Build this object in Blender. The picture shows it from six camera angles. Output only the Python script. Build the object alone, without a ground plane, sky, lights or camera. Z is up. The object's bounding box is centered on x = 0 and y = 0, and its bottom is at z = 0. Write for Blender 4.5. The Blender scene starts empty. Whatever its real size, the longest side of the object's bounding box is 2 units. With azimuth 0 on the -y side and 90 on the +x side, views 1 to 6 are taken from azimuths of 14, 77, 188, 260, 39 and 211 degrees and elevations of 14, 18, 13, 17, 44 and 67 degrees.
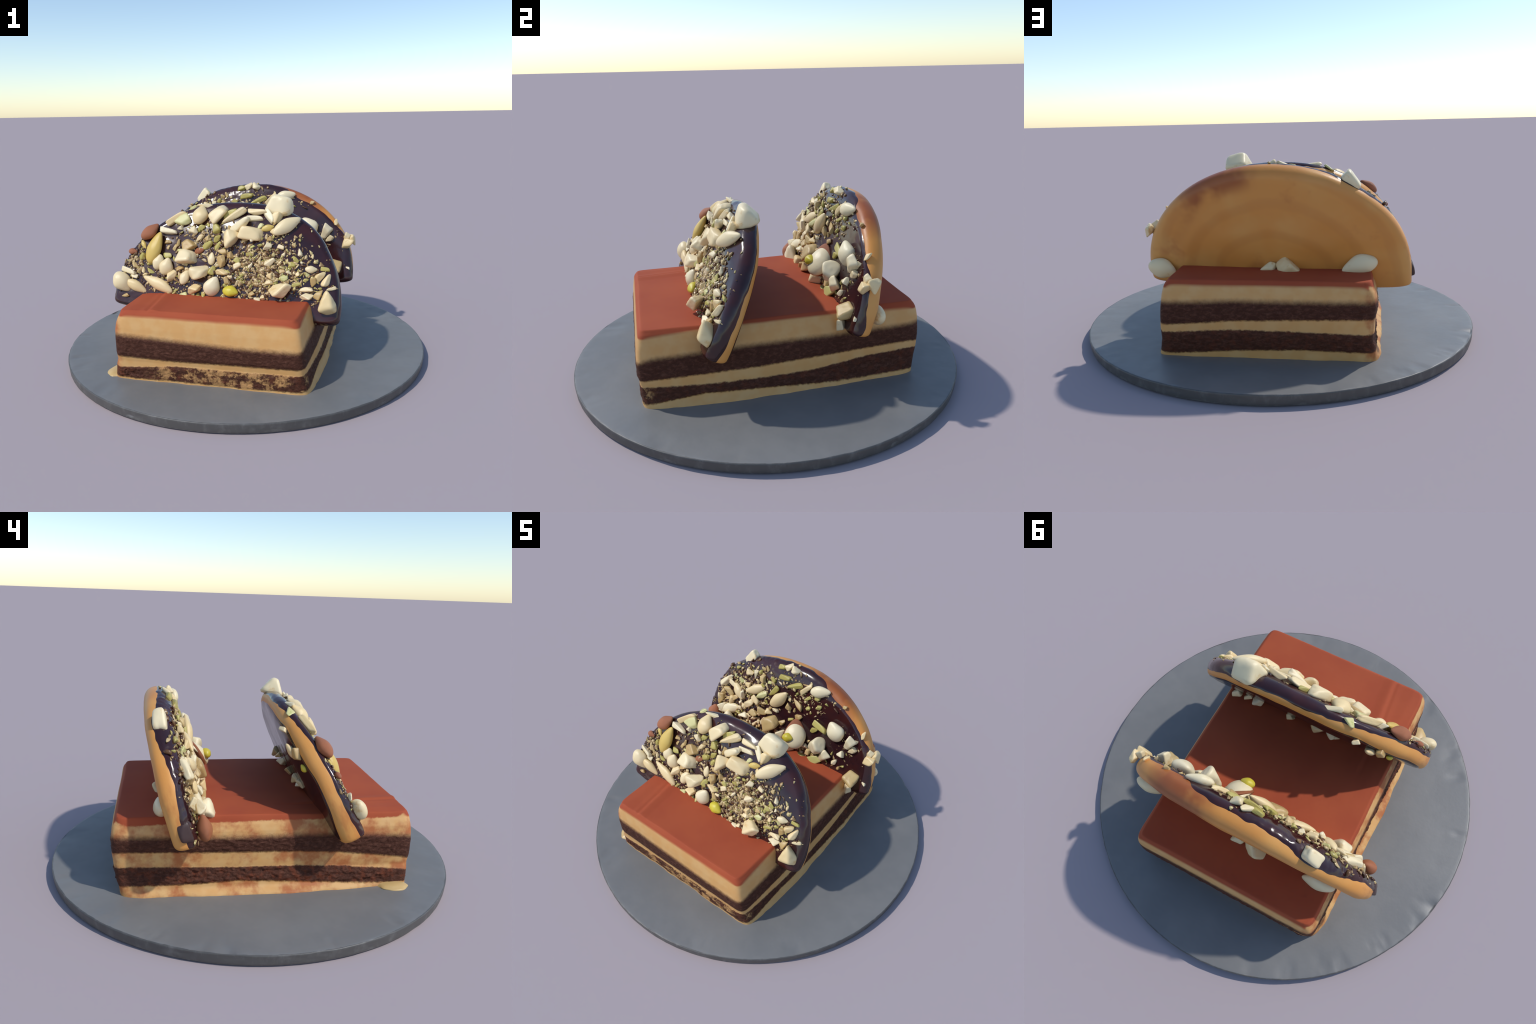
"""A layered coffee-cream cake on a round slate plate, with two nut-crusted,
chocolate-glazed biscuit halves standing in it.  Metres, z up."""
import bpy, bmesh, math, random
from math import sin, cos, pi, radians, atan2, hypot
from mathutils import Vector, Matrix, noise
from mathutils.bvhtree import BVHTree

random.seed(7)
SCENE = bpy.context.scene.collection

# ------------------------------------------------------------------ helpers
def smooth(a, b, x):
    t = min(1.0, max(0.0, (x - a) / (b - a)))
    return t * t * (3 - 2 * t)

def lerp_table(table, x):
    """piecewise linear look-up in [(x, value), ...]"""
    if x <= table[0][0]:
        return table[0][1]
    for (x0, y0), (x1, y1) in zip(table, table[1:]):
        if x <= x1:
            return y0 + (y1 - y0) * (x - x0) / (x1 - x0)
    return table[-1][1]

def nz(x, y, z, f, seed=0.0):
    return noise.noise(Vector((x * f + seed, y * f - seed * 1.7, z * f + seed * 0.6)))

def fbm(x, y, z, f, octaves=3, seed=0.0):
    s, a, t = 0.0, 1.0, 0.0
    for _ in range(octaves):
        s += a * nz(x, y, z, f, seed)
        t += a
        a *= 0.5
        f *= 2.1
        seed += 3.1
    return s / t

def new_object(name, mesh, parent=None, material=None):
    ob = bpy.data.objects.new(name, mesh)
    SCENE.objects.link(ob)
    if parent:
        ob.parent = parent
    if material and mesh is not None and not mesh.materials:
        mesh.materials.append(material)
    return ob

def mesh_from(name, verts, faces, material=None, shade_smooth=True):
    me = bpy.data.meshes.new(name)
    me.from_pydata([tuple(v) for v in verts], [], faces)
    me.validate()
    if material:
        me.materials.append(material)
    if shade_smooth:
        me.polygons.foreach_set("use_smooth", [True] * len(me.polygons))
    me.update()
    return me

# ---------------------------------------------------------------- materials
class Graph:
    """small wrapper that keeps the node code readable"""
    def __init__(self, name):
        self.mat = bpy.data.materials.new(name)
        self.mat.use_nodes = True
        self.t = self.mat.node_tree
        self.bsdf = self.t.nodes["Principled BSDF"]
        self.co = self.t.nodes.new("ShaderNodeTexCoord").outputs["Object"]

    def node(self, kind, **kw):
        n = self.t.nodes.new(kind)
        for k, v in kw.items():
            setattr(n, k, v)
        return n

    def put(self, value, socket):
        if isinstance(value, bpy.types.NodeSocket):
            self.t.links.new(value, socket)
        elif socket.type == 'RGBA' and len(value) == 3:
            socket.default_value = (*value, 1)
        else:
            socket.default_value = value

    def math(self, op, a, b=0.0, c=0.0):
        n = self.node("ShaderNodeMath", operation=op)
        for v, s in zip((a, b, c), n.inputs):
            self.put(v, s)
        return n.outputs[0]

    def noise(self, scale, detail=3.0, rough=0.55, co=None, stretch=None, distortion=0.0):
        co = co or self.co
        if stretch:
            m = self.node("ShaderNodeMapping")
            self.put(co, m.inputs["Vector"])
            m.inputs["Scale"].default_value = stretch
            co = m.outputs[0]
        n = self.node("ShaderNodeTexNoise")
        self.put(co, n.inputs["Vector"])
        n.inputs["Scale"].default_value = scale
        n.inputs["Detail"].default_value = detail
        n.inputs["Roughness"].default_value = rough
        n.inputs["Distortion"].default_value = distortion
        return n.outputs["Fac"]

    def step(self, x, lo, hi):
        n = self.node("ShaderNodeMapRange", interpolation_type='SMOOTHSTEP')
        self.put(x, n.inputs[0])
        self.put(lo, n.inputs[1])
        self.put(hi, n.inputs[2])
        n.inputs[3].default_value = 0.0
        n.inputs[4].default_value = 1.0
        return n.outputs[0]

    def mix(self, fac, a, b):
        n = self.node("ShaderNodeMix", data_type='RGBA')
        self.put(fac, n.inputs[0])
        self.put(a, n.inputs[6])
        self.put(b, n.inputs[7])
        return n.outputs[2]

    def ramp(self, fac, stops):
        n = self.node("ShaderNodeValToRGB")
        self.put(fac, n.inputs[0])
        e = n.color_ramp.elements
        while len(e) < len(stops):
            e.new(0.5)
        for el, (p, c) in zip(e, stops):
            el.position = p
            el.color = (*c, 1)
        return n.outputs[0]

    def bump(self, height, strength=0.3, distance=0.01):
        n = self.node("ShaderNodeBump")
        n.inputs["Strength"].default_value = strength
        n.inputs["Distance"].default_value = distance
        self.put(height, n.inputs["Height"])
        self.put(n.outputs[0], self.bsdf.inputs["Normal"])

    def finish(self, colour, rough=0.5, **kw):
        self.put(colour, self.bsdf.inputs["Base Color"])
        self.put(rough, self.bsdf.inputs["Roughness"])
        for k, v in kw.items():
            self.put(v, self.bsdf.inputs[k.replace("_", " ")])
        return self.mat

# colours (linear)
CREAM = (0.66, 0.355, 0.125)
CREAM_PALE = (0.68, 0.40, 0.16)
SPONGE = (0.072, 0.027, 0.017)
SPONGE_RED = (0.16, 0.045, 0.022)
COCOA = (0.39, 0.078, 0.028)
BISCUIT = (0.70, 0.295, 0.066)
BISCUIT_PALE = (0.72, 0.35, 0.095)
GLAZE = (0.030, 0.010, 0.012)

# ------------------------------------------------------------ the layer rules
# Height of the borders between the layers, running round the cake.
# Position round the cake is 0 at the middle of the +x side, 0.25 at +y,
# 0.5 at -x, 0.75 at -y; corners at the odd eighths.
HALF_X, HALF_Y, MID_X = 0.475, 0.66, -0.025
def side_pos(side, along):
    """fraction of a turn of a point on a side; along = -1 .. 1"""
    a = math.atan(along) / (2 * pi)
    return (side * 0.25 + a) % 1.0

def border(right, back, left, front):
    """each side: heights at evenly spaced stations, walking round from +x to +y to -x to -y"""
    pts = []
    for side, hs in enumerate((right, back, left, front)):
        for i, h in enumerate(hs):
            al = -0.94 + 1.88 * i / (len(hs) - 1)
            pts.append((side_pos(side, al), h))
    pts.sort()
    wrap = (pts[0][1] * (1 - pts[-1][0]) + pts[-1][1] * pts[0][0]) / (1 - pts[-1][0] + pts[0][0])
    return [(0.0, wrap)] + pts + [(1.0, wrap)]

BORDERS = [
    border((.072, .098, .090, .072, .068, .072), (.066, .088, .100, .094), (.100, .098, .106, .092, .076, .066), (.060, .062, .060, .064)),
    border((.150, .140, .138, .140, .170, .182), (.172, .192, .189, .181), (.187, .177, .168, .165, .152, .130), (.113, .143, .141, .147)),
    border((.184, .190, .194, .204, .212, .218), (.208, .233, .243, .250), (.257, .248, .241, .235, .220, .190), (.173, .168, .174, .178)),
    border((.286, .294, .300, .301, .301, .304), (.312, .324, .324, .326), (.330, .322, .316, .317, .313, .300), (.288, .277, .264, .264)),
    border((.397, .399, .399, .398), (.394, .396, .394, .392), (.374, .377, .380, .378, .375), (.396, .398, .395, .394)),
]

def cake_material(name):
    """one graph for all layers, so that the colours run into each other at the borders"""
    g = Graph(name)
    sep = g.node("ShaderNodeSeparateXYZ")
    g.put(g.co, sep.inputs[0])
    x, y, z = sep.outputs
    turn = g.math('ARCTAN2', g.math('DIVIDE', y, HALF_Y), g.math('DIVIDE', g.math('SUBTRACT', x, MID_X), HALF_X))
    turn = g.math('FRACT', g.math('ADD', g.math('DIVIDE', turn, 2 * pi), 1.0))
    fine = g.math('SUBTRACT', g.noise(55, 4, 0.65), 0.5)
    broad = g.noise(7, 3)
    zz = g.math('MULTIPLY_ADD', fine, 0.016, z)
    masks = []
    for tab, soft in zip(BORDERS, (0.005, 0.005, 0.006, 0.018, 0.004)):
        c = g.node("ShaderNodeFloatCurve")
        g.put(turn, c.inputs["Value"])
        cu = c.mapping.curves[0]
        for i, (p, h) in enumerate(tab):
            if i == 0:
                cu.points[0].location = (p, h * 2)
            elif i == len(tab) - 1:
                cu.points[-1].location = (p, h * 2)
            else:
                cu.points.new(p, h * 2)
        for p in cu.points:
            p.handle_type = 'VECTOR'
        c.mapping.update()
        b = g.math('DIVIDE', c.outputs[0], 2.0)
        masks.append(g.step(zz, g.math('SUBTRACT', b, soft), g.math('ADD', b, soft)))
    # the whole inside of the top is dusted with cocoa
    inside = g.math('MULTIPLY', g.math('MULTIPLY', g.step(x, -0.474, -0.464), g.step(x, 0.432, 0.422)),
                    g.math('MULTIPLY', g.step(y, -0.674, -0.664), g.step(y, 0.674, 0.664)))
    masks[4] = g.math('MAXIMUM', masks[4], g.math('MULTIPLY', inside, g.step(z, 0.368, 0.378)))
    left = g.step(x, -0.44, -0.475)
    front = g.step(y, -0.60, -0.645)
    cream = g.mix(g.step(g.noise(16, 3), 0.35, 0.7), CREAM, CREAM_PALE)
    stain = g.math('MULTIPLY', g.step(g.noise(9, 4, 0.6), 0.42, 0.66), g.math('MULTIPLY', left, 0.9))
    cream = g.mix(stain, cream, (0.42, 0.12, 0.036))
    grain = g.noise(42, 5, 0.7, stretch=(1, 1, 1.9), distortion=0.4)
    sponge = g.mix(g.step(grain, 0.42, 0.72), SPONGE, (0.135, 0.056, 0.036))
    low = g.mix(g.math('MULTIPLY', g.step(g.noise(30, 4, 0.6), 0.46, 0.68), g.math('MULTIPLY_ADD', left, 0.4, 0.5)), sponge, SPONGE_RED)
    tan = g.math('MULTIPLY', g.math('MULTIPLY', front, g.step(x, -0.36, -0.2)), g.step(g.noise(17, 6, 0.75), 0.47, 0.58))
    low = g.mix(tan, low, (0.50, 0.27, 0.11))
    cocoa = g.mix(g.step(g.noise(5, 4, 0.5), 0.3, 0.75), COCOA, (0.36, 0.066, 0.025))
    colour = cream
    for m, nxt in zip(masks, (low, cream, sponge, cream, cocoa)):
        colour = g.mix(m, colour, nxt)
    # sponge is crumbly, the cream and the cocoa are nearly smooth
    is_sponge = g.math('ADD', g.math('SUBTRACT', masks[0], masks[1]), g.math('SUBTRACT', masks[2], masks[3]))
    h = g.math('MULTIPLY', grain, g.math('MULTIPLY_ADD', is_sponge, 0.9, 0.06))
    g.bump(h, 0.7, 0.012)
    rough = g.math('MULTIPLY_ADD', masks[4], 0.25, 0.55)
    g.put(g.math("MULTIPLY_ADD", is_sponge, -0.22, 0.32), g.bsdf.inputs["Specular IOR Level"])
    return g.finish(colour, rough)

def biscuit_material(name, dark_arc):
    g = Graph(name)
    sep = g.node("ShaderNodeSeparateXYZ")
    g.put(g.co, sep.inputs[0])
    x, y, z = sep.outputs
    c = g.mix(g.step(g.noise(3.2, 3, 0.5), 0.4, 0.66), BISCUIT, BISCUIT_PALE)
    toast = g.math('MULTIPLY', g.step(g.noise(4.5, 4, 0.6, stretch=(1, 2.2, 1)), 0.56, 0.74), 0.55)
    c = g.mix(toast, c, (0.46, 0.14, 0.035))
    # chocolate has soaked into the front edge
    soak = g.step(g.math('MULTIPLY_ADD', g.noise(9, 4, 0.6), 0.06, y), 0.022, -0.020)
    c = g.mix(g.math('MULTIPLY', soak, 0.55), c, (0.52, 0.15, 0.04))
    if dark_arc:
        # dark red arc near the rim of the bare face, and faint baking rings
        r = g.math('SQRT', g.math('ADD', g.math('MULTIPLY', x, x), g.math('MULTIPLY', z, z)))
        arc = g.math('MULTIPLY', g.step(r, 0.47, 0.56), g.math('MULTIPLY', g.step(x, 0.02, 0.14), g.step(x, 0.50, 0.32)))
        arc = g.math('MULTIPLY', arc, g.step(g.noise(5, 3), 0.35, 0.6))
        c = g.mix(g.math('MULTIPLY', arc, 0.85), c, (0.27, 0.055, 0.018))
        rings = g.step(g.math('SINE', g.math('MULTIPLY', g.math('MULTIPLY_ADD', g.noise(3), 0.08, r), 44.0)), 0.1, 1.0)
        c = g.mix(g.math('MULTIPLY', rings, 0.22), c, (0.50, 0.19, 0.05))
    g.bump(g.noise(120, 4, 0.6), 0.12, 0.004)
    return g.finish(c, 0.42, Specular_IOR_Level=0.4)

def glaze_material():
    g = Graph("chocolate_glaze")
    c = g.mix(g.step(g.noise(6, 3), 0.42, 0.68), GLAZE, (0.050, 0.012, 0.010))
    g.bump(g.noise(22, 3, 0.5), 0.07, 0.012)
    return g.finish(c, g.math('MULTIPLY_ADD', g.noise(9, 2), 0.14, 0.10), Specular_IOR_Level=0.6)

def nut_material(name, base, tint, edge, rough=0.30, grain=0.2):
    g = Graph(name)
    info = g.node("ShaderNodeObjectInfo")
    c = g.mix(info.outputs["Random"], base, tint)
    gen = g.t.nodes["Texture Coordinate"].outputs["Generated"]
    c = g.mix(g.math('MULTIPLY', g.step(g.noise(2.3, 4, 0.6, co=gen), 0.52, 0.74), 0.8), c, edge)
    g.bump(g.noise(160, 3, 0.6), grain, 0.002)
    return g.finish(c, rough, Specular_IOR_Level=0.45)

def crumb_material():
    g = Graph("chopped_nut_crumbs")
    geo = g.node("ShaderNodeNewGeometry")
    c = g.ramp(geo.outputs["Random Per Island"], [(0.0, (0.06, 0.025, 0.014)), (0.28, (0.18, 0.09, 0.035)), (0.5, (0.48, 0.32, 0.14)), (0.78, (0.68, 0.52, 0.27)), (0.9, (0.55, 0.45, 0.15)), (1.0, (0.34, 0.30, 0.07))])
    # chocolate clings to them in smears
    c = g.mix(g.math('MULTIPLY', g.step(g.noise(85, 3, 0.6), 0.52, 0.66), 0.6), c, (0.05, 0.02, 0.015))
    return g.finish(c, 0.22)

def slate_material():
    g = Graph("dark_slate")
    sep = g.node("ShaderNodeSeparateXYZ")
    g.put(g.co, sep.inputs[0])
    x, y, z = sep.outputs
    c = g.mix(g.step(g.noise(3, 5, 0.6), 0.35, 0.7), (0.178, 0.177, 0.171), (0.208, 0.204, 0.194))
    c = g.mix(g.math('MULTIPLY', g.step(g.noise(60, 5, 0.7), 0.6, 0.75), 0.25), c, (0.26, 0.25, 0.235))
    # split, darker stone round the broken edge
    r = g.math('SQRT', g.math('ADD', g.math('MULTIPLY', x, x), g.math('MULTIPLY', y, y)))
    edge = g.step(g.math('MULTIPLY_ADD', g.noise(34, 4, 0.6), 0.006, r), 0.9985, 1.0015)
    broken = g.mix(g.step(g.noise(22, 5, 0.65, stretch=(1, 1, 0.6)), 0.45, 0.8), (0.088, 0.084, 0.078), (0.150, 0.144, 0.136))
    c = g.mix(edge, c, broken)
    g.bump(g.noise(40, 6, 0.7), 0.10, 0.006)
    return g.finish(c, g.math('MULTIPLY_ADD', g.noise(14, 4), 0.2, 0.36), Specular_IOR_Level=0.5)

# -------------------------------------------------------------------- plate
def build_plate():
    N = 420
    # (radius, height) of the profile from the under side's centre to the top's centre
    prof = [(0.0, 0.0), (0.5, 0.0), (0.97, 0.0), (0.992, 0.001), (0.998, 0.006)]
    prof += [(0.999 + 0.004 * i / 8, 0.006 + 0.040 * i / 8) for i in range(1, 9)]
    prof += [(1.0022, 0.0490), (1.0000, 0.0508), (0.996, 0.0516)]
    prof += [(0.992 - 0.22 * i / 16, 0.0520) for i in range(0, 17)] + [(0.767 - 0.0767 * i, 0.052) for i in range(1, 10)]
    V, F = [], []
    V.append((0, 0, 0))
    rows = []
    for r, z in prof[1:]:
        row = []
        for i in range(N):
            a = 2 * pi * i / N
            rr, zz = r, z
            cx, cy = cos(a), sin(a)
            side = smooth(0.98, 0.995, r)
            chip = max(0.0, fbm(cx, cy, z * 3, 9, 3, 4.0) - 0.12)
            rr -= side * smooth(0, 0.02, z) * 0.009 * chip
            rr -= side * 0.0018 * abs(nz(cx, cy, z, 14, 2.0))
            if z > 0.0515:
                # bruised rim: shallow hollows that catch the light, strongest on the -x side
                worn = 0.3 + 0.7 * smooth(0.2, 0.95, -cx)
                rim = smooth(0.86, 0.985, r)
                zz -= rim * worn * 0.034 * max(0.0, fbm(cx, cy, r * 0.4, 7, 4, 9.0) - 0.06)
                zz += 0.0012 * fbm(cx * r, cy * r, 0, 5, 3, 1.0)
            row.append(len(V))
            V.append((rr * cx, rr * cy, zz))
        rows.append(row)
    top = len(V)
    V.append((0, 0, 0.052))
    for i in range(N):
        j = (i + 1) % N
        F.append((0, rows[0][j], rows[0][i]))
        for a, b in zip(rows, rows[1:]):
            F.append((a[i], a[j], b[j], b[i]))
        F.append((rows[-1][i], rows[-1][j], top))
    plate = new_object("serving_plate", mesh_from("serving_plate", V, F, slate_material()))
    plate["label"] = "thin round dark grey slate serving plate"
    plate["category"] = "plate"
    return plate

# --------------------------------------------------------------------- cake
LAYERS = [("cream_layer", 0), ("sponge_layer", 1), ("cream_layer", 0), ("sponge_layer", 1), ("cream_layer", 0), ("cocoa_topping", 2)]
BASE_Z = 0.046

# where each side stands at each height
X_RIGHT = [(.05, .480), (.075, .474), (.13, .462), (.19, .462), (.28, .455), (.34, .446), (.375, .437), (.39, .430), (.40, .421)]
X_LEFT = [(.05, -.514), (.075, -.510), (.12, -.504), (.15, -.495), (.19, -.498), (.30, -.498), (.34, -.492), (.365, -.482), (.380, -.474), (.392, -.465), (.40, -.455)]
Y_FRONT = [(.05, -.668), (.075, -.669), (.12, -.674), (.15, -.675), (.19, -.682), (.26, -.683), (.32, -.678), (.375, -.670), (.392, -.663), (.40, -.654)]
Y_BACK = [(.05, .648), (.075, .654), (.12, .664), (.17, .674), (.24, .682), (.32, .682), (.36, .678), (.38, .673), (.39, .668), (.40, .658)]

def cake_edge(turn, z):
    """point of the cake's outline at a height"""
    th = turn * 2 * pi
    c, s = cos(th), sin(th)
    p = 30.0
    r = (abs(c) ** p + abs(s) ** p) ** (-1 / p)
    u, v = r * c, r * s
    xr, xl = lerp_table(X_RIGHT, z), lerp_table(X_LEFT, z)
    yf, yb = lerp_table(Y_FRONT, z), lerp_table(Y_BACK, z)
    # the cake is a little wider at the back on the -x side
    xl -= 0.014 * smooth(-1, 1, v) * smooth(.2, .36, z)
    # the +x side bellies out behind the middle, the -x side towards the back
    xr += 0.007 * smooth(.34, .24, z) * math.exp(-((v - 0.10) / 0.5) ** 2) + 0.012 * smooth(.24, .12, z) * math.exp(-((v + 0.35) / 0.4) ** 2) - 0.007 * smooth(-0.5, -1, v) - 0.008 * smooth(0.2, 1, v)
    x = (xr + xl) / 2 + u * (xr - xl) / 2
    y = (yf + yb) / 2 + v * (yb - yf) / 2
    return x, y

def cake_top(x, y):
    z = 0.4085 + 0.002 * fbm(x, y, 0, 3, 2, 5.0)
    # pressed strip along the front part of the -x edge, with a soft fold beside it
    fold = -0.335 + 0.03 * nz(x, y, 0, 2.0) + 0.10 * smooth(-0.3, -0.66, y) * 0.2
    z -= 0.003 * smooth(fold + 0.012, fold - 0.03, x) * smooth(0.0, -0.30, y)
    z -= 0.005 * math.exp(-((x - fold + 0.012) / 0.011) ** 2) * smooth(0.0, -0.30, y)
    z += 0.006 * smooth(0.06, 0.0, abs(x - fold)) * smooth(-0.1, -0.30, y)
    z -= (0.006 * smooth(0.2, -0.3, y)) * smooth(-0.41, -0.475, x)
    return z

def build_cake():
    N = 1000
    turns = []
    for i in range(N):
        t = 4.0 * i / N
        k, f = int(t + 0.5), t - int(t + 0.5)
        turns.append(side_pos(k % 4, 2 * f))
    # the border heights wobble finely, as cut cake does
    V, rows, row_layer = [], [], []
    levels = []
    for tn in turns:
        hs = [BASE_Z]
        for k, tab in enumerate(BORDERS):
            hs.append(lerp_table(tab, tn))
        levels.append(hs)
    counts = (8, 18, 12, 24, 20)
    spec = [(k, j / n) for k, n in enumerate(counts) for j in range(n)] + [(4, 1.0)]
    for k, f in spec:
        row = []
        for i, tn in enumerate(turns):
            z = levels[i][k] + (levels[i][k + 1] - levels[i][k]) * f
            x, y = cake_edge(tn, z)
            th = tn * 2 * pi
            ex, ey = cos(th), sin(th)
            if abs(ex) > abs(ey):
                nx, ny = math.copysign(1, ex), 0.0
            else:
                nx, ny = 0.0, math.copysign(1, ey)
            soft = 1 - smooth(0.85, 1.0, min(abs(ex), abs(ey)) / max(abs(ex), abs(ey)))
            d = 0.0025 * fbm(x, y, z, 6, 2, 2.0)
            if k in (1, 3):
                fade = smooth(0, 0.2, f) * smooth(1, 0.8, f)
                rough = 1.0 if k == 1 else 0.5
                if x < -0.4:
                    rough *= 2.0
                d += rough * fade * (0.006 * fbm(x, y, z * 1.8, 34, 3, 1.0) + 0.003 * nz(x, y, z, 90))
                d += 0.003 * fade
            if z < 0.085:
                # squeezed-out lip where the cake meets the plate
                lip = smooth(0.085, 0.052, z)
                amount = (0.010 if abs(ex) > abs(ey) else 0.003) + 0.012 * fbm(x, y, 0, 7, 3, 8.0)
                if x < -0.45:
                    amount += 0.018 * smooth(-0.6, -0.1, y) * smooth(0.62, 0.1, y)
                d += lip * max(0.0, amount)
            row.append(len(V))
            V.append(Vector((x + nx * d * soft, y + ny * d * soft, z)))
        rows.append(row)
        row_layer.append(k)
    row_layer[-1] = 5
    # rounded shoulder, then the flat top drawn in towards the middle
    edge = [V[i].copy() for i in rows[-1]]
    centre = Vector((-0.03, 0.0, 0))
    for t in (0.2, 0.4, 0.6, 0.8, 1.0):
        row = []
        for e in edge:
            u, v = (e.x - centre.x) / 0.455, (e.y - centre.y) / 0.668
            inward = -Vector((math.copysign(abs(u) ** 24, u), math.copysign(abs(v) ** 24, v), 0)).normalized()
            p = e + inward * 0.013 * t
            zt = cake_top(p.x, p.y)
            p.z = e.z + (zt - e.z) * sin(t * pi / 2)
            row.append(len(V))
            V.append(p)
        rows.append(row)
        row_layer.append(5)
    ring = [V[i].copy() for i in rows[-1]]
    M = 70
    for m in range(1, M):
        s = 1 - m / M
        row = []
        for e in ring:
            x, y = centre.x + (e.x - centre.x) * s, centre.y + (e.y - centre.y) * s
            row.append(len(V))
            V.append(Vector((x, y, cake_top(x, y))))
        rows.append(row)
        row_layer.append(5)
    V.append(Vector((centre.x, centre.y, cake_top(centre.x, centre.y))))
    faces, flayer = [], []
    for r, (a, b) in enumerate(zip(rows, rows[1:])):
        for i in range(N):
            j = (i + 1) % N
            faces.append((a[i], a[j], b[j], b[i]))
            flayer.append(row_layer[r] if r < len(rows) else 5)
    for i in range(N):
        faces.append((rows[-1][i], rows[-1][(i + 1) % N], len(V) - 1))
        flayer.append(5)
    whole = mesh_from("whole", V, faces)
    normals = [v.normal.copy() for v in whole.vertices]
    bpy.data.meshes.remove(whole)

    cake = bpy.data.objects.new("layered_cake", None)
    SCENE.objects.link(cake)
    cake.location = (0, 0, 0)
    cake["label"] = "rectangular layered cream and sponge cake with cocoa and nut biscuits"
    cake["category"] = "cake"
    mats = [cake_material("coffee_cream"), cake_material("chocolate_sponge"), cake_material("cocoa_powder")]
    for k, (name, m) in enumerate(LAYERS):
        fs = [f for f, l in zip(faces, flayer) if l == k]
        used = sorted({i for f in fs for i in f})
        index = {old: new for new, old in enumerate(used)}
        me = mesh_from(name, [V[i] for i in used], [tuple(index[i] for i in f) for f in fs], mats[m])
        me.normals_split_custom_set_from_vertices([normals[i] for i in used])
        new_object(name, me, cake)
    # cream that has run out at the front corner of the -x side
    bm = bmesh.new()
    bmesh.ops.create_uvsphere(bm, u_segments=48, v_segments=24, radius=1)
    for v in bm.verts:
        w = 1 + 0.18 * nz(v.co.x, v.co.y, v.co.z, 1.6, 3.0)
        v.co = Vector((-0.518 + 0.052 * v.co.x * w, -0.590 + 0.075 * v.co.y * w, 0.052 + 0.018 * v.co.z))
    me = bpy.data.meshes.new("cream_puddle")
    bm.to_mesh(me)
    bm.free()
    me.polygons.foreach_set("use_smooth", [True] * len(me.polygons))
    g = Graph("runny_cream")
    new_object("cream_puddle", me, cake, g.finish(g.mix(g.noise(12), (0.55, 0.36, 0.14), (0.62, 0.42, 0.17)), 0.4))
    return cake

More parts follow.
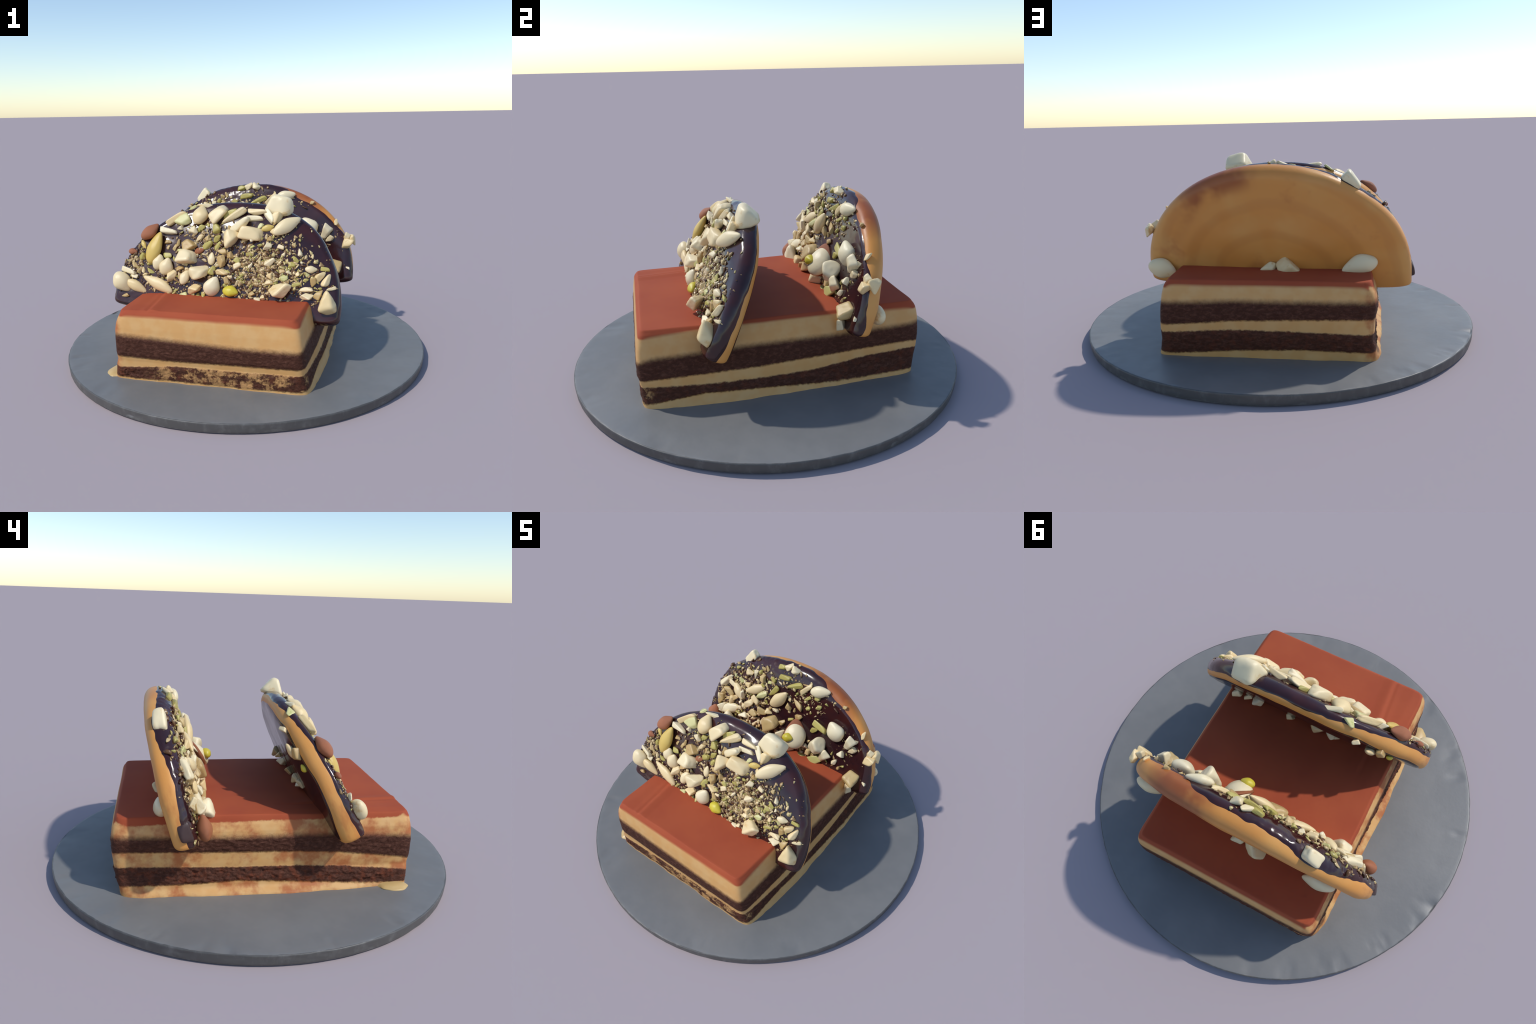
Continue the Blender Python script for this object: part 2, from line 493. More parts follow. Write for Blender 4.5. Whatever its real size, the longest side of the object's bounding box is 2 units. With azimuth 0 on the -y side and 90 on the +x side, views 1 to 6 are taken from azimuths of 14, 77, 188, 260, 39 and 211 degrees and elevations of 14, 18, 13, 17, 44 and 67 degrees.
# ----------------------------------------------------------------- biscuits
class BiscuitForm:
    """Half a round biscuit standing on its cut edge.
    Local x along the cut, z up the face, y from the front (nut) face to the rear."""
    def __init__(self, rx, top, tip, front, rear, seed, front_dome, rear_dome, ridges=0.0, edge=0.04, shoulder=0.0):
        self.rx, self.top, self.tip = rx, top, tip
        self.front, self.rear, self.seed = front, rear, seed
        self.front_dome, self.rear_dome = front_dome, rear_dome
        self.ridges, self.edge, self.shoulder = ridges, edge, shoulder
        self.c = Vector((0.0, 0, 0.22))

    def outline(self, a):
        """a in radians, 0 at the +x tip, pi/2 at the top"""
        c, s = cos(a), sin(a)
        if s >= 0:
            p, rz = 2.04, self.top - self.tip
        else:
            p, rz = 8.0, self.tip + 0.005
        x = self.rx * math.copysign(abs(c) ** (2 / p), c)
        z = self.tip + rz * math.copysign(abs(s) ** (2 / p), s)
        k = 1 + 0.010 * nz(cos(a), sin(a), 0, 2.2, self.seed)
        k += self.shoulder * math.exp(-((a - radians(54)) / radians(26)) ** 2)
        return Vector((x * k, 0, z * k if z > 0 else z))

    def build(self, NA=420, NF=46, NE=14):
        """grid rows from the front centre over the rim to the rear centre"""
        ang = [2 * pi * i / NA for i in range(NA)]
        # walk the outline at even steps
        pts = [self.outline(2 * pi * i / 4000) for i in range(4001)]
        acc = [0.0]
        for p, q in zip(pts, pts[1:]):
            acc.append(acc[-1] + (q - p).length)
        loop, k = [], 0
        for i in range(NA):
            d = acc[-1] * i / NA
            while acc[k + 1] < d:
                k += 1
            f = (d - acc[k]) / (acc[k + 1] - acc[k])
            loop.append(pts[k].lerp(pts[k + 1], f))
        prof = []          # (inset, lift 0..1, side, distance from rim middle)
        e = self.edge
        for i in range(NF):
            t = (i + 0.5) / NF
            prof.append((('f', t), 1.0, -1))
        for i in range(NE * 2 + 1):
            t = i / NE - 1                      # -1 front shoulder .. 0 rim .. 1 rear shoulder
            prof.append((('e', 1 - cos(t * pi / 2)), abs(sin(t * pi / 2)) ** 0.8, -1 if t < 0 else 1))
        for i in range(NF):
            t = 1 - (i + 0.5) / NF
            prof.append((('f', t), 1.0, 1))
        V, dist = [], []
        for (kind, t), lift, side in prof:
            for q in loop:
                d = q - self.c
                R = d.length
                inset = e * t if kind == 'e' else e + (R - e) * (1 - t)
                pos = self.c + d * (1 - inset / R)
                h = max(0.0, pos.z) / self.top
                fy = self.front[0] + (self.front[1] - self.front[0]) * h
                ry = self.rear[0] + (self.rear[1] - self.rear[0]) * h
                mid, half = (fy + ry) / 2, (ry - fy) / 2
                out = 1 - inset / R                 # 0 at the middle of the face, 1 at the rim
                y = mid + side * half * lift
                # both faces swell towards their middles: (height, x, z, spread)
                height, gx, gz, spread = self.rear_dome if side > 0 else self.front_dome
                swell = math.exp(-((pos.x - gx) ** 2 + (pos.z - gz) ** 2) / spread ** 2)
                y += side * height * swell * (1 - out ** 6)
                if side > 0:
                    y += self.ridges * sin(hypot(pos.x, pos.z * 1.08) * 44) * smooth(0.95, 0.75, out) * smooth(0.12, 0.2, hypot(pos.x, pos.z))
                y += 0.010 * fbm(pos.x, 0, pos.z, 3.0, 2, self.seed) + 0.002 * nz(pos.x, y * 2, pos.z, 12, self.seed)
                V.append(Vector((pos.x, y, pos.z)))
                dist.append(side * (inset + half * (lift if kind == 'e' else 1.0)) if kind == 'e' else side * (inset + half))
        rows = len(prof)
        F = []
        for r in range(rows - 1):
            for i in range(NA):
                j = (i + 1) % NA
                F.append((r * NA + i, (r + 1) * NA + i, (r + 1) * NA + j, r * NA + j))
        for r, s in ((0, 1), (rows - 1, -1)):
            c = len(V)
            mid = sum((V[r * NA + i] for i in range(NA)), Vector()) / NA
            V.append(mid)
            dist.append(dist[r * NA])
            for i in range(NA):
                j = (i + 1) % NA
                F.append((c, r * NA + i, r * NA + j) if s > 0 else (c, r * NA + j, r * NA + i))
        self.V, self.F, self.dist = V, F, dist
        return V, F

def build_glaze(form, covers, material, lump, thick=0.0055):
    """coat of chocolate: lies proud of the biscuit where covers() > 0 and dives
    under its surface elsewhere, so that its border is a smooth rounded edge"""
    me = mesh_from("tmp", form.V, form.F)
    nrm = [v.normal.copy() for v in me.vertices]
    bpy.data.meshes.remove(me)
    V, lift = [], []
    for p, n, d in zip(form.V, nrm, form.dist):
        m = covers(p, d)
        h = thick * (smooth(-0.012, 0.020, m) - 0.32)
        h += lump(p) * smooth(0.0, 0.02, m)
        lift.append(h)
        V.append(p + n * h)
    keep = [f for f in form.F if max(lift[i] for i in f) > -0.0015]
    used = sorted({i for f in keep for i in f})
    index = {o: k for k, o in enumerate(used)}
    return mesh_from("chocolate_glaze", [V[i] for i in used], [tuple(index[i] for i in f) for f in keep], material)

# --------------------------------------------------------------------- nuts
def faceted_radius(planes, d, k):
    """distance from the centre to a rounded polyhedron bounded by planes (normal, distance)"""
    t = sum((max(0.0, d.dot(n)) / h) ** k for n, h in planes)
    return max(t, 1e-9) ** (-1 / k)

def random_planes(rng, count, lo=0.6, hi=1.0):
    """facets of a chopped piece, spread over all directions"""
    out = []
    turn = rng.uniform(0, 2 * pi)
    for i in range(count):
        z = 1 - 2 * (i + 0.5) / count + rng.uniform(-0.18, 0.18)
        z = max(-1, min(1, z))
        a = turn + i * 2.4 + rng.uniform(-0.5, 0.5)
        r = math.sqrt(1 - z * z)
        out.append((Vector((r * cos(a), r * sin(a), z)), rng.uniform(lo, hi)))
    return out

def unit_mesh(name, bm):
    co = [v.co for v in bm.verts]
    for k in range(3):
        lo, hi = min(c[k] for c in co), max(c[k] for c in co)
        for c in co:
            c[k] = (c[k] - (lo + hi) / 2) * 2 / (hi - lo)
    me = bpy.data.meshes.new(name)
    bm.to_mesh(me)
    bm.free()
    me.polygons.foreach_set("use_smooth", [True] * len(me.polygons))
    me.materials.append(None)
    return me

def almond_mesh(seed, flat=False):
    """pointed oval kernel along x (point at +x); flat = split half with a cut face"""
    bm = bmesh.new()
    bmesh.ops.create_uvsphere(bm, u_segments=36, v_segments=24, radius=1, matrix=Matrix.Rotation(pi / 2, 4, 'Y'))
    rng = random.Random(seed)
    sk = rng.uniform(-0.1, 0.1)
    for v in bm.verts:
        x = v.co.x
        taper = 1 - 0.30 * smooth(-0.1, 1.1, x) + 0.04 * sin(3 * x + seed)
        y, z = v.co.y * taper, v.co.z * taper
        y += sk * x * x
        if flat and z < -0.05:
            z = -0.05 + (z + 0.05) * 0.18
        b = 1 + 0.05 * nz(x, y, z, 1.4, seed * 2.3)
        v.co = Vector((x * (1.04 if x > 0 else 1.0), y * b, z * b))
    return unit_mesh("almond", bm)

def chunk_mesh(seed, kind):
    """chopped piece with rounded facets; 'sliver' is a long split, 'block' a cut cube"""
    rng = random.Random(seed * 13 + 5)
    bm = bmesh.new()
    bmesh.ops.create_icosphere(bm, subdivisions=4, radius=1)
    if kind == 'block':
        planes = [(Vector(n) + Vector((rng.uniform(-.25, .25), rng.uniform(-.25, .25), rng.uniform(-.25, .25))), rng.uniform(.7, 1))
                  for n in ((1, 0, 0), (-1, 0, 0), (0, 1, 0), (0, -1, 0), (0, 0, 1), (0, 0, -1), (0.7, 0.7, 0.3))]
        k = 6
    elif kind == 'wedge':
        planes = [(Vector(n), h) for n, h in (((0.1, 0.72, 0.7), .62), ((-0.1, -0.72, 0.7), .66), ((0, 0, 1), .55), ((1, 0.1, 0.15), .95), ((-1, 0.2, 0.25), .85), ((0, 0, -1), .45), ((0.6, -0.5, 0.6), .75))]
        k = 6
    elif kind == 'sliver':
        planes = random_planes(rng, 7, 0.7, 1.0) + [(Vector((1, 0.2, 0)), 1.0), (Vector((-1, 0.3, 0.1)), 1.0)]
        k = 6
    else:
        planes = random_planes(rng, rng.choice((5, 6, 7, 8)), 0.45, 1.0)
        k = rng.choice((6, 7, 8))
    for v in bm.verts:
        d = v.co.normalized()
        r = min(1.6, faceted_radius(planes, d, k))
        v.co = d * r * (1 + 0.05 * nz(d.x, d.y, d.z, 1.6, seed))
    bend = rng.uniform(-0.18, 0.18) if kind == 'sliver' else 0.0
    for v in bm.verts:
        v.co.y += bend * v.co.x ** 2
    return unit_mesh("nut_piece", bm)

NUT_FORMS = {}
def nut_forms():
    NUT_FORMS['almond'] = [almond_mesh(s) for s in (1, 2, 3)]
    NUT_FORMS['half'] = [almond_mesh(s, True) for s in (4, 5)]
    NUT_FORMS['chunk'] = [chunk_mesh(s, 'chunk') for s in range(14)] + [chunk_mesh(s, 'block') for s in (20, 22)]
    NUT_FORMS['wedge'] = [chunk_mesh(50, 'wedge')]
    NUT_FORMS['sliver'] = [chunk_mesh(s, 'sliver') for s in range(30, 35)] + [chunk_mesh(s, 'block') for s in (40, 41)]

# kind of nut -> (object name, mesh family, material key, depth as a share of the width)
KINDS = {
    'almond': ("almond", 'almond', 'blanched', 0.72),
    'half': ("almond", 'half', 'blanched', 0.45),
    'yellow': ("almond", 'almond', 'yellow', 0.70),
    'skin': ("almond", 'almond', 'skin', 0.75),
    'pistachio': ("pistachio", 'almond', 'pistachio', 0.80),
    'green': ("pistachio", 'chunk', 'green', 0.60),
    'olive': ("pistachio", 'sliver', 'olive', 0.80),
    'chunk': ("nut_piece", 'chunk', 'blanched', 0.95),
    'sliver': ("nut_piece", 'sliver', 'blanched', 0.95),
    'tan': ("nut_piece", 'chunk', 'tan', 0.85),
    'wedge': ("almond", 'wedge', 'blanched', 0.8),
    'chocolate': ("chocolate_piece", 'chunk', 'chocolate', 0.7),
}

def place_nut(kind, pos, axis, normal, L, W, H, parent, rng, mats):
    name, family, mat, _ = KINDS[kind]
    me = rng.choice(NUT_FORMS[family])
    ob = bpy.data.objects.new(name, me)
    SCENE.objects.link(ob)
    ob.parent = parent
    ob.material_slots[0].link = 'OBJECT'
    ob.material_slots[0].material = mats[mat]
    n = normal.normalized()
    ax = (axis - n * axis.dot(n)).normalized()
    ay = n.cross(ax)
    rot = Matrix((ax, ay, n)).transposed().to_4x4()
    tilt = Matrix.Rotation(rng.uniform(-0.28, 0.28), 4, 'Y') @ Matrix.Rotation(rng.uniform(-0.35, 0.35), 4, 'X')
    ob.matrix_local = Matrix.Translation(pos) @ rot @ tilt @ Matrix.Diagonal((L / 2, W / 2, H / 2, 1))
    return ob

def crust(table, tree, parent, rng, mats, rear=False):
    """press the listed nuts into the face: kind, x, z, length, width, turn in degrees"""
    side = 1 if rear else -1
    for row in table:
        kind, x, z, L, W, turn = row[:6]
        lift = row[6] if len(row) > 6 else rng.uniform(0.22, 0.38)
        H = max(W, 0.5 * min(L, W) + 0.006) * KINDS[kind][3]
        if kind != 'almond':
            H = min(H, 0.9 * min(L, W) + 0.004)
        hit, n, _, _ = tree.ray_cast(Vector((x, side * 0.4, z)), Vector((0, -side, 0)))
        if hit is None:
            hit, n, _, _ = tree.find_nearest(Vector((x, side * 0.05, z)))
        n = (n + Vector((0, side * 1.5, 0))).normalized()
        a = radians(turn)
        axis = Vector((cos(a), 0, sin(a)))
        place_nut(kind, hit + n * H * lift, axis, n, L, W, H, parent, rng, mats)

_bm = bmesh.new()
bmesh.ops.create_icosphere(_bm, subdivisions=2, radius=1)
CHIP_V = [v.co.normalized() for v in _bm.verts]
CHIP_F = [tuple(v.index for v in f.verts) for f in _bm.faces]
_bm.free()

def crumbs(name, zones, tree, parent, rng, material):
    """finely chopped nuts, too small to pick apart: one joined part"""
    V, F = [], []
    for cx, cz, sx, sz, count, smin, smax in zones:
        for _ in range(count):
            x, z = rng.gauss(cx, sx), rng.gauss(cz, sz)
            hit, n, _, _ = tree.ray_cast(Vector((x, -0.4, z)), Vector((0, 1, 0)))
            if hit is None or n.y > -0.3:
                continue
            s = smin + (smax - smin) * rng.random() ** 2
            M = Matrix.Rotation(rng.uniform(0, 2 * pi), 3, n) @ n.to_track_quat('Z', 'Y').to_matrix()
            base = len(V)
            L, W, H = s * rng.uniform(0.9, 1.55), s * rng.uniform(0.45, 0.9), s * rng.uniform(0.35, 0.8)
            planes = random_planes(rng, 5, 0.35, 1.0)
            for d in CHIP_V:
                p = d * min(1.5, faceted_radius(planes, d, 14))
                V.append(hit + M @ Vector((p.x * L / 2, p.y * W / 2, p.z * H / 2)) + n * H * 0.2)
            F += [tuple(base + i for i in f) for f in CHIP_F]
    me = mesh_from(name, V, F, material)
    ob = new_object(name, me, parent)
    ob["kind"] = "stuff"
    return ob

def scatter(table, zones, rng):
    """fill the gaps between the listed nuts with medium pieces that do not overlap them much"""
    taken = [(r[1], r[2], (r[3] + r[4]) / 4) for r in table]
    extra = []
    for cx, cz, sx, sz, count in zones:
        tries = 0
        while count and tries < 400:
            tries += 1
            x, z = rng.gauss(cx, sx), rng.gauss(cz, sz)
            L = rng.uniform(0.028, 0.058)
            W = L * rng.uniform(0.45, 0.85)
            if hypot(x / 0.57, max(0, z) / 0.54) > 1 or z < 0.06:
                continue
            if any(hypot(x - a, z - b) < (r + (L + W) / 4) * 0.85 for a, b, r in taken):
                continue
            taken.append((x, z, (L + W) / 4))
            kind = rng.choice(('chunk', 'chunk', 'sliver', 'tan', 'olive', 'tan', 'green'))
            extra.append((kind, x, z, L, W, rng.uniform(0, 180)))
            count -= 1
    return table + extra

def stand(obj, origin, lean, yaw, roll):
    obj.matrix_local = (Matrix.Translation(origin) @ Matrix.Rotation(radians(yaw), 4, 'Z')
                        @ Matrix.Rotation(radians(-lean), 4, 'X') @ Matrix.Rotation(radians(roll), 4, 'Y'))

# nuts on the biscuit nearer the front: kind, x, z, length, width, turn
FRONT_NUTS = [
    ('skin', -0.447, 0.402, 0.119, 0.080, 49),
    ('yellow', -0.408, 0.317, 0.179, 0.088, 77),
    ('chunk', -0.348, 0.415, 0.104, 0.047, -21),
    ('green', -0.275, 0.486, 0.094, 0.071, 4),
    ('sliver', -0.314, 0.491, 0.127, 0.037, 40),
    ('green', -0.247, 0.557, 0.063, 0.041, 16),
    ('sliver', -0.168, 0.590, 0.093, 0.027, 9),
    ('almond', -0.180, 0.515, 0.115, 0.094, 87),
    ('chunk', -0.075, 0.521, 0.117, 0.068, 46),
    ('olive', -0.019, 0.529, 0.095, 0.031, 37),
    ('chunk', -0.206, 0.429, 0.057, 0.039, -14),
    ('olive', -0.163, 0.443, 0.044, 0.035, 9),
    ('olive', -0.075, 0.440, 0.045, 0.062, 21),
    ('tan', -0.214, 0.344, 0.084, 0.066, 13),
    ('chunk', -0.217, 0.275, 0.103, 0.081, -3),
    ('olive', -0.111, 0.349, 0.065, 0.035, 28),
    ('olive', -0.063, 0.387, 0.049, 0.031, 36),
    ('olive', -0.056, 0.347, 0.059, 0.026, 45),
    ('skin', -0.155, 0.318, 0.053, 0.035, 18),
    ('tan', -0.024, 0.321, 0.055, 0.034, -14),
    ('almond', -0.081, 0.279, 0.068, 0.043, 92),
    ('almond', -0.374, 0.241, 0.086, 0.069, 77),
    ('almond', -0.325, 0.219, 0.096, 0.077, 74),
    ('chunk', -0.292, 0.174, 0.071, 0.049, 56),
    ('almond', -0.214, 0.172, 0.086, 0.053, 74),
    ('chunk', -0.132, 0.202, 0.110, 0.079, 42),
    ('chunk', -0.245, 0.176, 0.030, 0.035, 39),
    ('tan', -0.022, 0.269, 0.065, 0.052, 82),
    ('chunk', -0.013, 0.214, 0.091, 0.038, -3),
    ('almond', -0.358, 0.124, 0.187, 0.063, 158),
    ('almond', -0.560, 0.116, 0.124, 0.095, -45),
    ('almond', -0.477, 0.101, 0.128, 0.055, -23),
    ('sliver', -0.535, 0.178, 0.092, 0.034, -17),
    ('tan', -0.512, 0.219, 0.062, 0.026, -40),
    ('skin', -0.533, 0.290, 0.051, 0.035, -1),
    ('yellow', -0.480, 0.333, 0.055, 0.026, -57),
    ('chunk', -0.155, 0.116, 0.085, 0.051, 22),
    ('almond', -0.056, 0.135, 0.107, 0.087, 69),
    ('pistachio', 0.045, 0.117, 0.086, 0.061, -6),
    ('tan', -0.532, 0.048, 0.045, 0.021, 5),
    ('sliver', 0.009, 0.515, 0.150, 0.048, 37),
    ('chunk', 0.019, 0.376, 0.093, 0.097, 4),
    ('chunk', 0.132, 0.543, 0.108, 0.041, -13),
    ('sliver', 0.199, 0.522, 0.087, 0.040, -52),
    ('sliver', 0.239, 0.521, 0.065, 0.046, 64),
    ('sliver', 0.126, 0.506, 0.092, 0.031, 4),
    ('sliver', 0.054, 0.463, 0.128, 0.048, 35),
    ('yellow', 0.201, 0.460, 0.068, 0.036, 21),
    ('almond', 0.297, 0.477, 0.169, 0.072, 41),
    ('chunk', 0.121, 0.421, 0.136, 0.071, -7),
    ('chunk', 0.127, 0.419, 0.089, 0.057, 70),
    ('chunk', 0.210, 0.359, 0.051, 0.045, -7),
    ('tan', 0.085, 0.380, 0.033, 0.030, -14),
    ('chunk', 0.234, 0.278, 0.060, 0.045, -0),
    ('almond', 0.444, 0.263, 0.063, 0.039, 5),
    ('sliver', 0.491, 0.230, 0.070, 0.039, 34),
    ('sliver', 0.526, 0.214, 0.076, 0.038, 61),
    ('olive', 0.513, 0.271, 0.048, 0.024, -1),
    ('chunk', 0.296, 0.143, 0.142, 0.088, 9),
    ('sliver', 0.428, 0.159, 0.077, 0.029, 5),
    ('chunk', 0.432, 0.126, 0.077, 0.038, 5),
    ('tan', 0.495, 0.134, 0.062, 0.038, 38),
    ('chunk', 0.534, 0.102, 0.096, 0.104, 17),
    ('sliver', 0.551, 0.177, 0.053, 0.024, 32),
    ('tan', 0.156, 0.113, 0.035, 0.029, -3),
    ('chunk', 0.217, 0.101, 0.027, 0.029, -16),
    ('chunk', 0.239, 0.211, 0.035, 0.039, 5),
    ('chunk', 0.379, 0.233, 0.026, 0.029, -17),
    ('olive', 0.423, 0.207, 0.029, 0.019, 5),
    ('olive', 0.345, 0.277, 0.044, 0.030, 11),
    ('chunk', 0.281, 0.279, 0.025, 0.025, 5),
    ('tan', 0.344, 0.382, 0.025, 0.030, -7),
    ('chunk', 0.378, 0.344, 0.025, 0.040, 16),
    ('chunk', 0.298, 0.328, 0.021, 0.020, -10),
    ('olive', 0.122, 0.312, 0.035, 0.025, 4),
    ('chunk', 0.279, 0.364, 0.041, 0.025, -10),
    ('chunk', 0.393, 0.293, 0.015, 0.020, 5),
    ('tan', 0.204, 0.318, 0.032, 0.020, -14),
    ('chunk', 0.319, 0.297, 0.015, 0.025, 5),
    ('chunk', 0.061, 0.249, 0.047, 0.031, 37),
    ('chunk', 0.134, 0.253, 0.025, 0.030, 5),
    ('olive', 0.059, 0.279, 0.039, 0.030, -18),

]
FRONT_REAR_NUTS = [
    ('chunk', 0.384, 0.230, 0.055, 0.075, 20), ('chunk', 0.279, 0.186, 0.075, 0.05, -10), ('chunk', 0.325, 0.22, 0.04, 0.05, 30),
    ('chunk', 0.092, 0.188, 0.045, 0.045, 0), ('chunk', -0.055, 0.182, 0.07, 0.04, 15), ('chunk', -0.130, 0.176, 0.05, 0.05, 50),
    ('sliver', -0.164, 0.190, 0.055, 0.03, 70), ('almond', -0.361, 0.420, 0.085, 0.05, 80), ('tan', -0.408, 0.413, 0.06, 0.04, 70),
    ('pistachio', -0.445, 0.353, 0.04, 0.032, 60), ('chunk', -0.30, 0.505, 0.055, 0.035, 60),
]
# nuts on the biscuit farther back
BACK_NUTS = [
    ('sliver', -0.480, 0.308, 0.118, 0.048, 47),
    ('chunk', -0.464, 0.326, 0.056, 0.042, 22),
    ('sliver', -0.406, 0.303, 0.098, 0.036, -16),
    ('tan', -0.449, 0.251, 0.084, 0.049, -33),
    ('chunk', -0.295, 0.357, 0.053, 0.039, 45),
    ('almond', -0.231, 0.355, 0.145, 0.059, -149),
    ('chunk', -0.327, 0.277, 0.080, 0.047, 49),
    ('sliver', -0.218, 0.284, 0.067, 0.045, -30),
    ('green', -0.181, 0.340, 0.084, 0.045, 37),
    ('tan', -0.523, 0.169, 0.094, 0.050, 67),
    ('tan', -0.460, 0.189, 0.051, 0.021, 32),
    ('almond', -0.426, 0.134, 0.186, 0.073, -154),
    ('chunk', -0.268, 0.243, 0.089, 0.039, 37),
    ('chunk', -0.302, 0.144, 0.073, 0.042, 19),
    ('tan', -0.222, 0.200, 0.070, 0.050, 1),
    ('tan', -0.159, 0.240, 0.070, 0.050, -5),
    ('chunk', -0.224, 0.157, 0.075, 0.028, 30),
    ('chunk', -0.205, 0.127, 0.048, 0.027, 34),
    ('tan', -0.078, 0.191, 0.116, 0.088, 32),
    ('almond', -0.049, 0.365, 0.168, 0.077, 51),
    ('olive', -0.099, 0.396, 0.092, 0.041, 63),
    ('olive', -0.118, 0.459, 0.037, 0.034, -39),
    ('olive', -0.091, 0.547, 0.063, 0.032, 19),
    ('chunk', -0.046, 0.562, 0.061, 0.038, 52),
    ('chunk', 0.005, 0.560, 0.053, 0.047, 9),
    ('olive', -0.054, 0.499, 0.101, 0.034, 12),
    ('olive', 0.026, 0.474, 0.113, 0.037, 29),
    ('sliver', 0.101, 0.482, 0.117, 0.031, 52),
    ('almond', 0.197, 0.507, 0.123, 0.070, 18),
    ('tan', 0.077, 0.379, 0.090, 0.033, -35),
    ('olive', 0.125, 0.435, 0.047, 0.025, 56),
    ('olive', 0.183, 0.457, 0.044, 0.026, 16),
    ('olive', 0.212, 0.412, 0.037, 0.032, 24),
    ('olive', 0.146, 0.382, 0.031, 0.026, 24),
    ('olive', 0.048, 0.266, 0.041, 0.024, 25),
    ('tan', 0.096, 0.306, 0.055, 0.028, 18),
    ('chunk', 0.069, 0.100, 0.070, 0.080, -35),
    ('chunk', 0.006, 0.148, 0.076, 0.064, 26),
    ('olive', 0.248, 0.303, 0.100, 0.047, -14),
    ('olive', 0.214, 0.268, 0.053, 0.035, 19),
    ('almond', 0.351, 0.324, 0.127, 0.114, 120),
    ('chunk', 0.259, 0.200, 0.113, 0.109, 13),
    ('chunk', 0.317, 0.151, 0.099, 0.070, 24),
    ('chunk', 0.204, 0.115, 0.034, 0.041, -10),
    ('olive', 0.192, 0.056, 0.126, 0.047, -17),
    ('green', 0.276, 0.092, 0.131, 0.059, 19),
    ('chunk', 0.454, 0.302, 0.087, 0.076, 31),
    ('chunk', 0.479, 0.261, 0.057, 0.039, 27),
    ('chunk', 0.478, 0.307, 0.051, 0.031, 34),
    ('chunk', 0.414, 0.202, 0.043, 0.042, 19),
    ('sliver', 0.549, 0.394, 0.050, 0.024, 73),
    ('chunk', 0.610, 0.245, 0.082, 0.058, 28),
    ('chunk', 0.633, 0.299, 0.064, 0.048, 39),
    ('tan', 0.515, 0.091, 0.114, 0.094, 16),
    ('chunk', 0.515, 0.021, 0.087, 0.059, 39),
    ('chunk', 0.597, 0.088, 0.017, 0.030, 52),
    ('tan', 0.358, 0.472, 0.035, 0.025, 24),
    ('tan', 0.294, 0.472, 0.021, 0.017, 7),
    ('chunk', -0.389, 0.075, 0.13, 0.09, -30, 0.5), ('almond', -0.364, 0.285, 0.115, 0.06, -40, 0.4),
    ('chunk', -0.482, 0.120, 0.075, 0.06, 30, 0.5), ('skin', -0.545, 0.060, 0.115, 0.09, 75, 0.5),
    ('chunk', -0.300, 0.070, 0.09, 0.07, 10), ('chunk', -0.530, 0.170, 0.06, 0.05, 60), ('tan', -0.19, 0.08, 0.07, 0.06, 20),
    ('chunk', -0.1, 0.09, 0.07, 0.06, -20), ('chunk', -0.42, 0.20, 0.06, 0.04, 80),
]
BACK_REAR_NUTS = [
    ('almond', 0.541, 0.101, 0.140, 0.096, -164), ('chunk', 0.023, 0.112, 0.065, 0.065, 90), ('chunk', -0.070, 0.116, 0.10, 0.09, 60),
    ('almond', -0.391, 0.138, 0.165, 0.096, -15),
]

def angle_of(p):
    return math.degrees(atan2(p.z - 0.18, p.x)) % 360

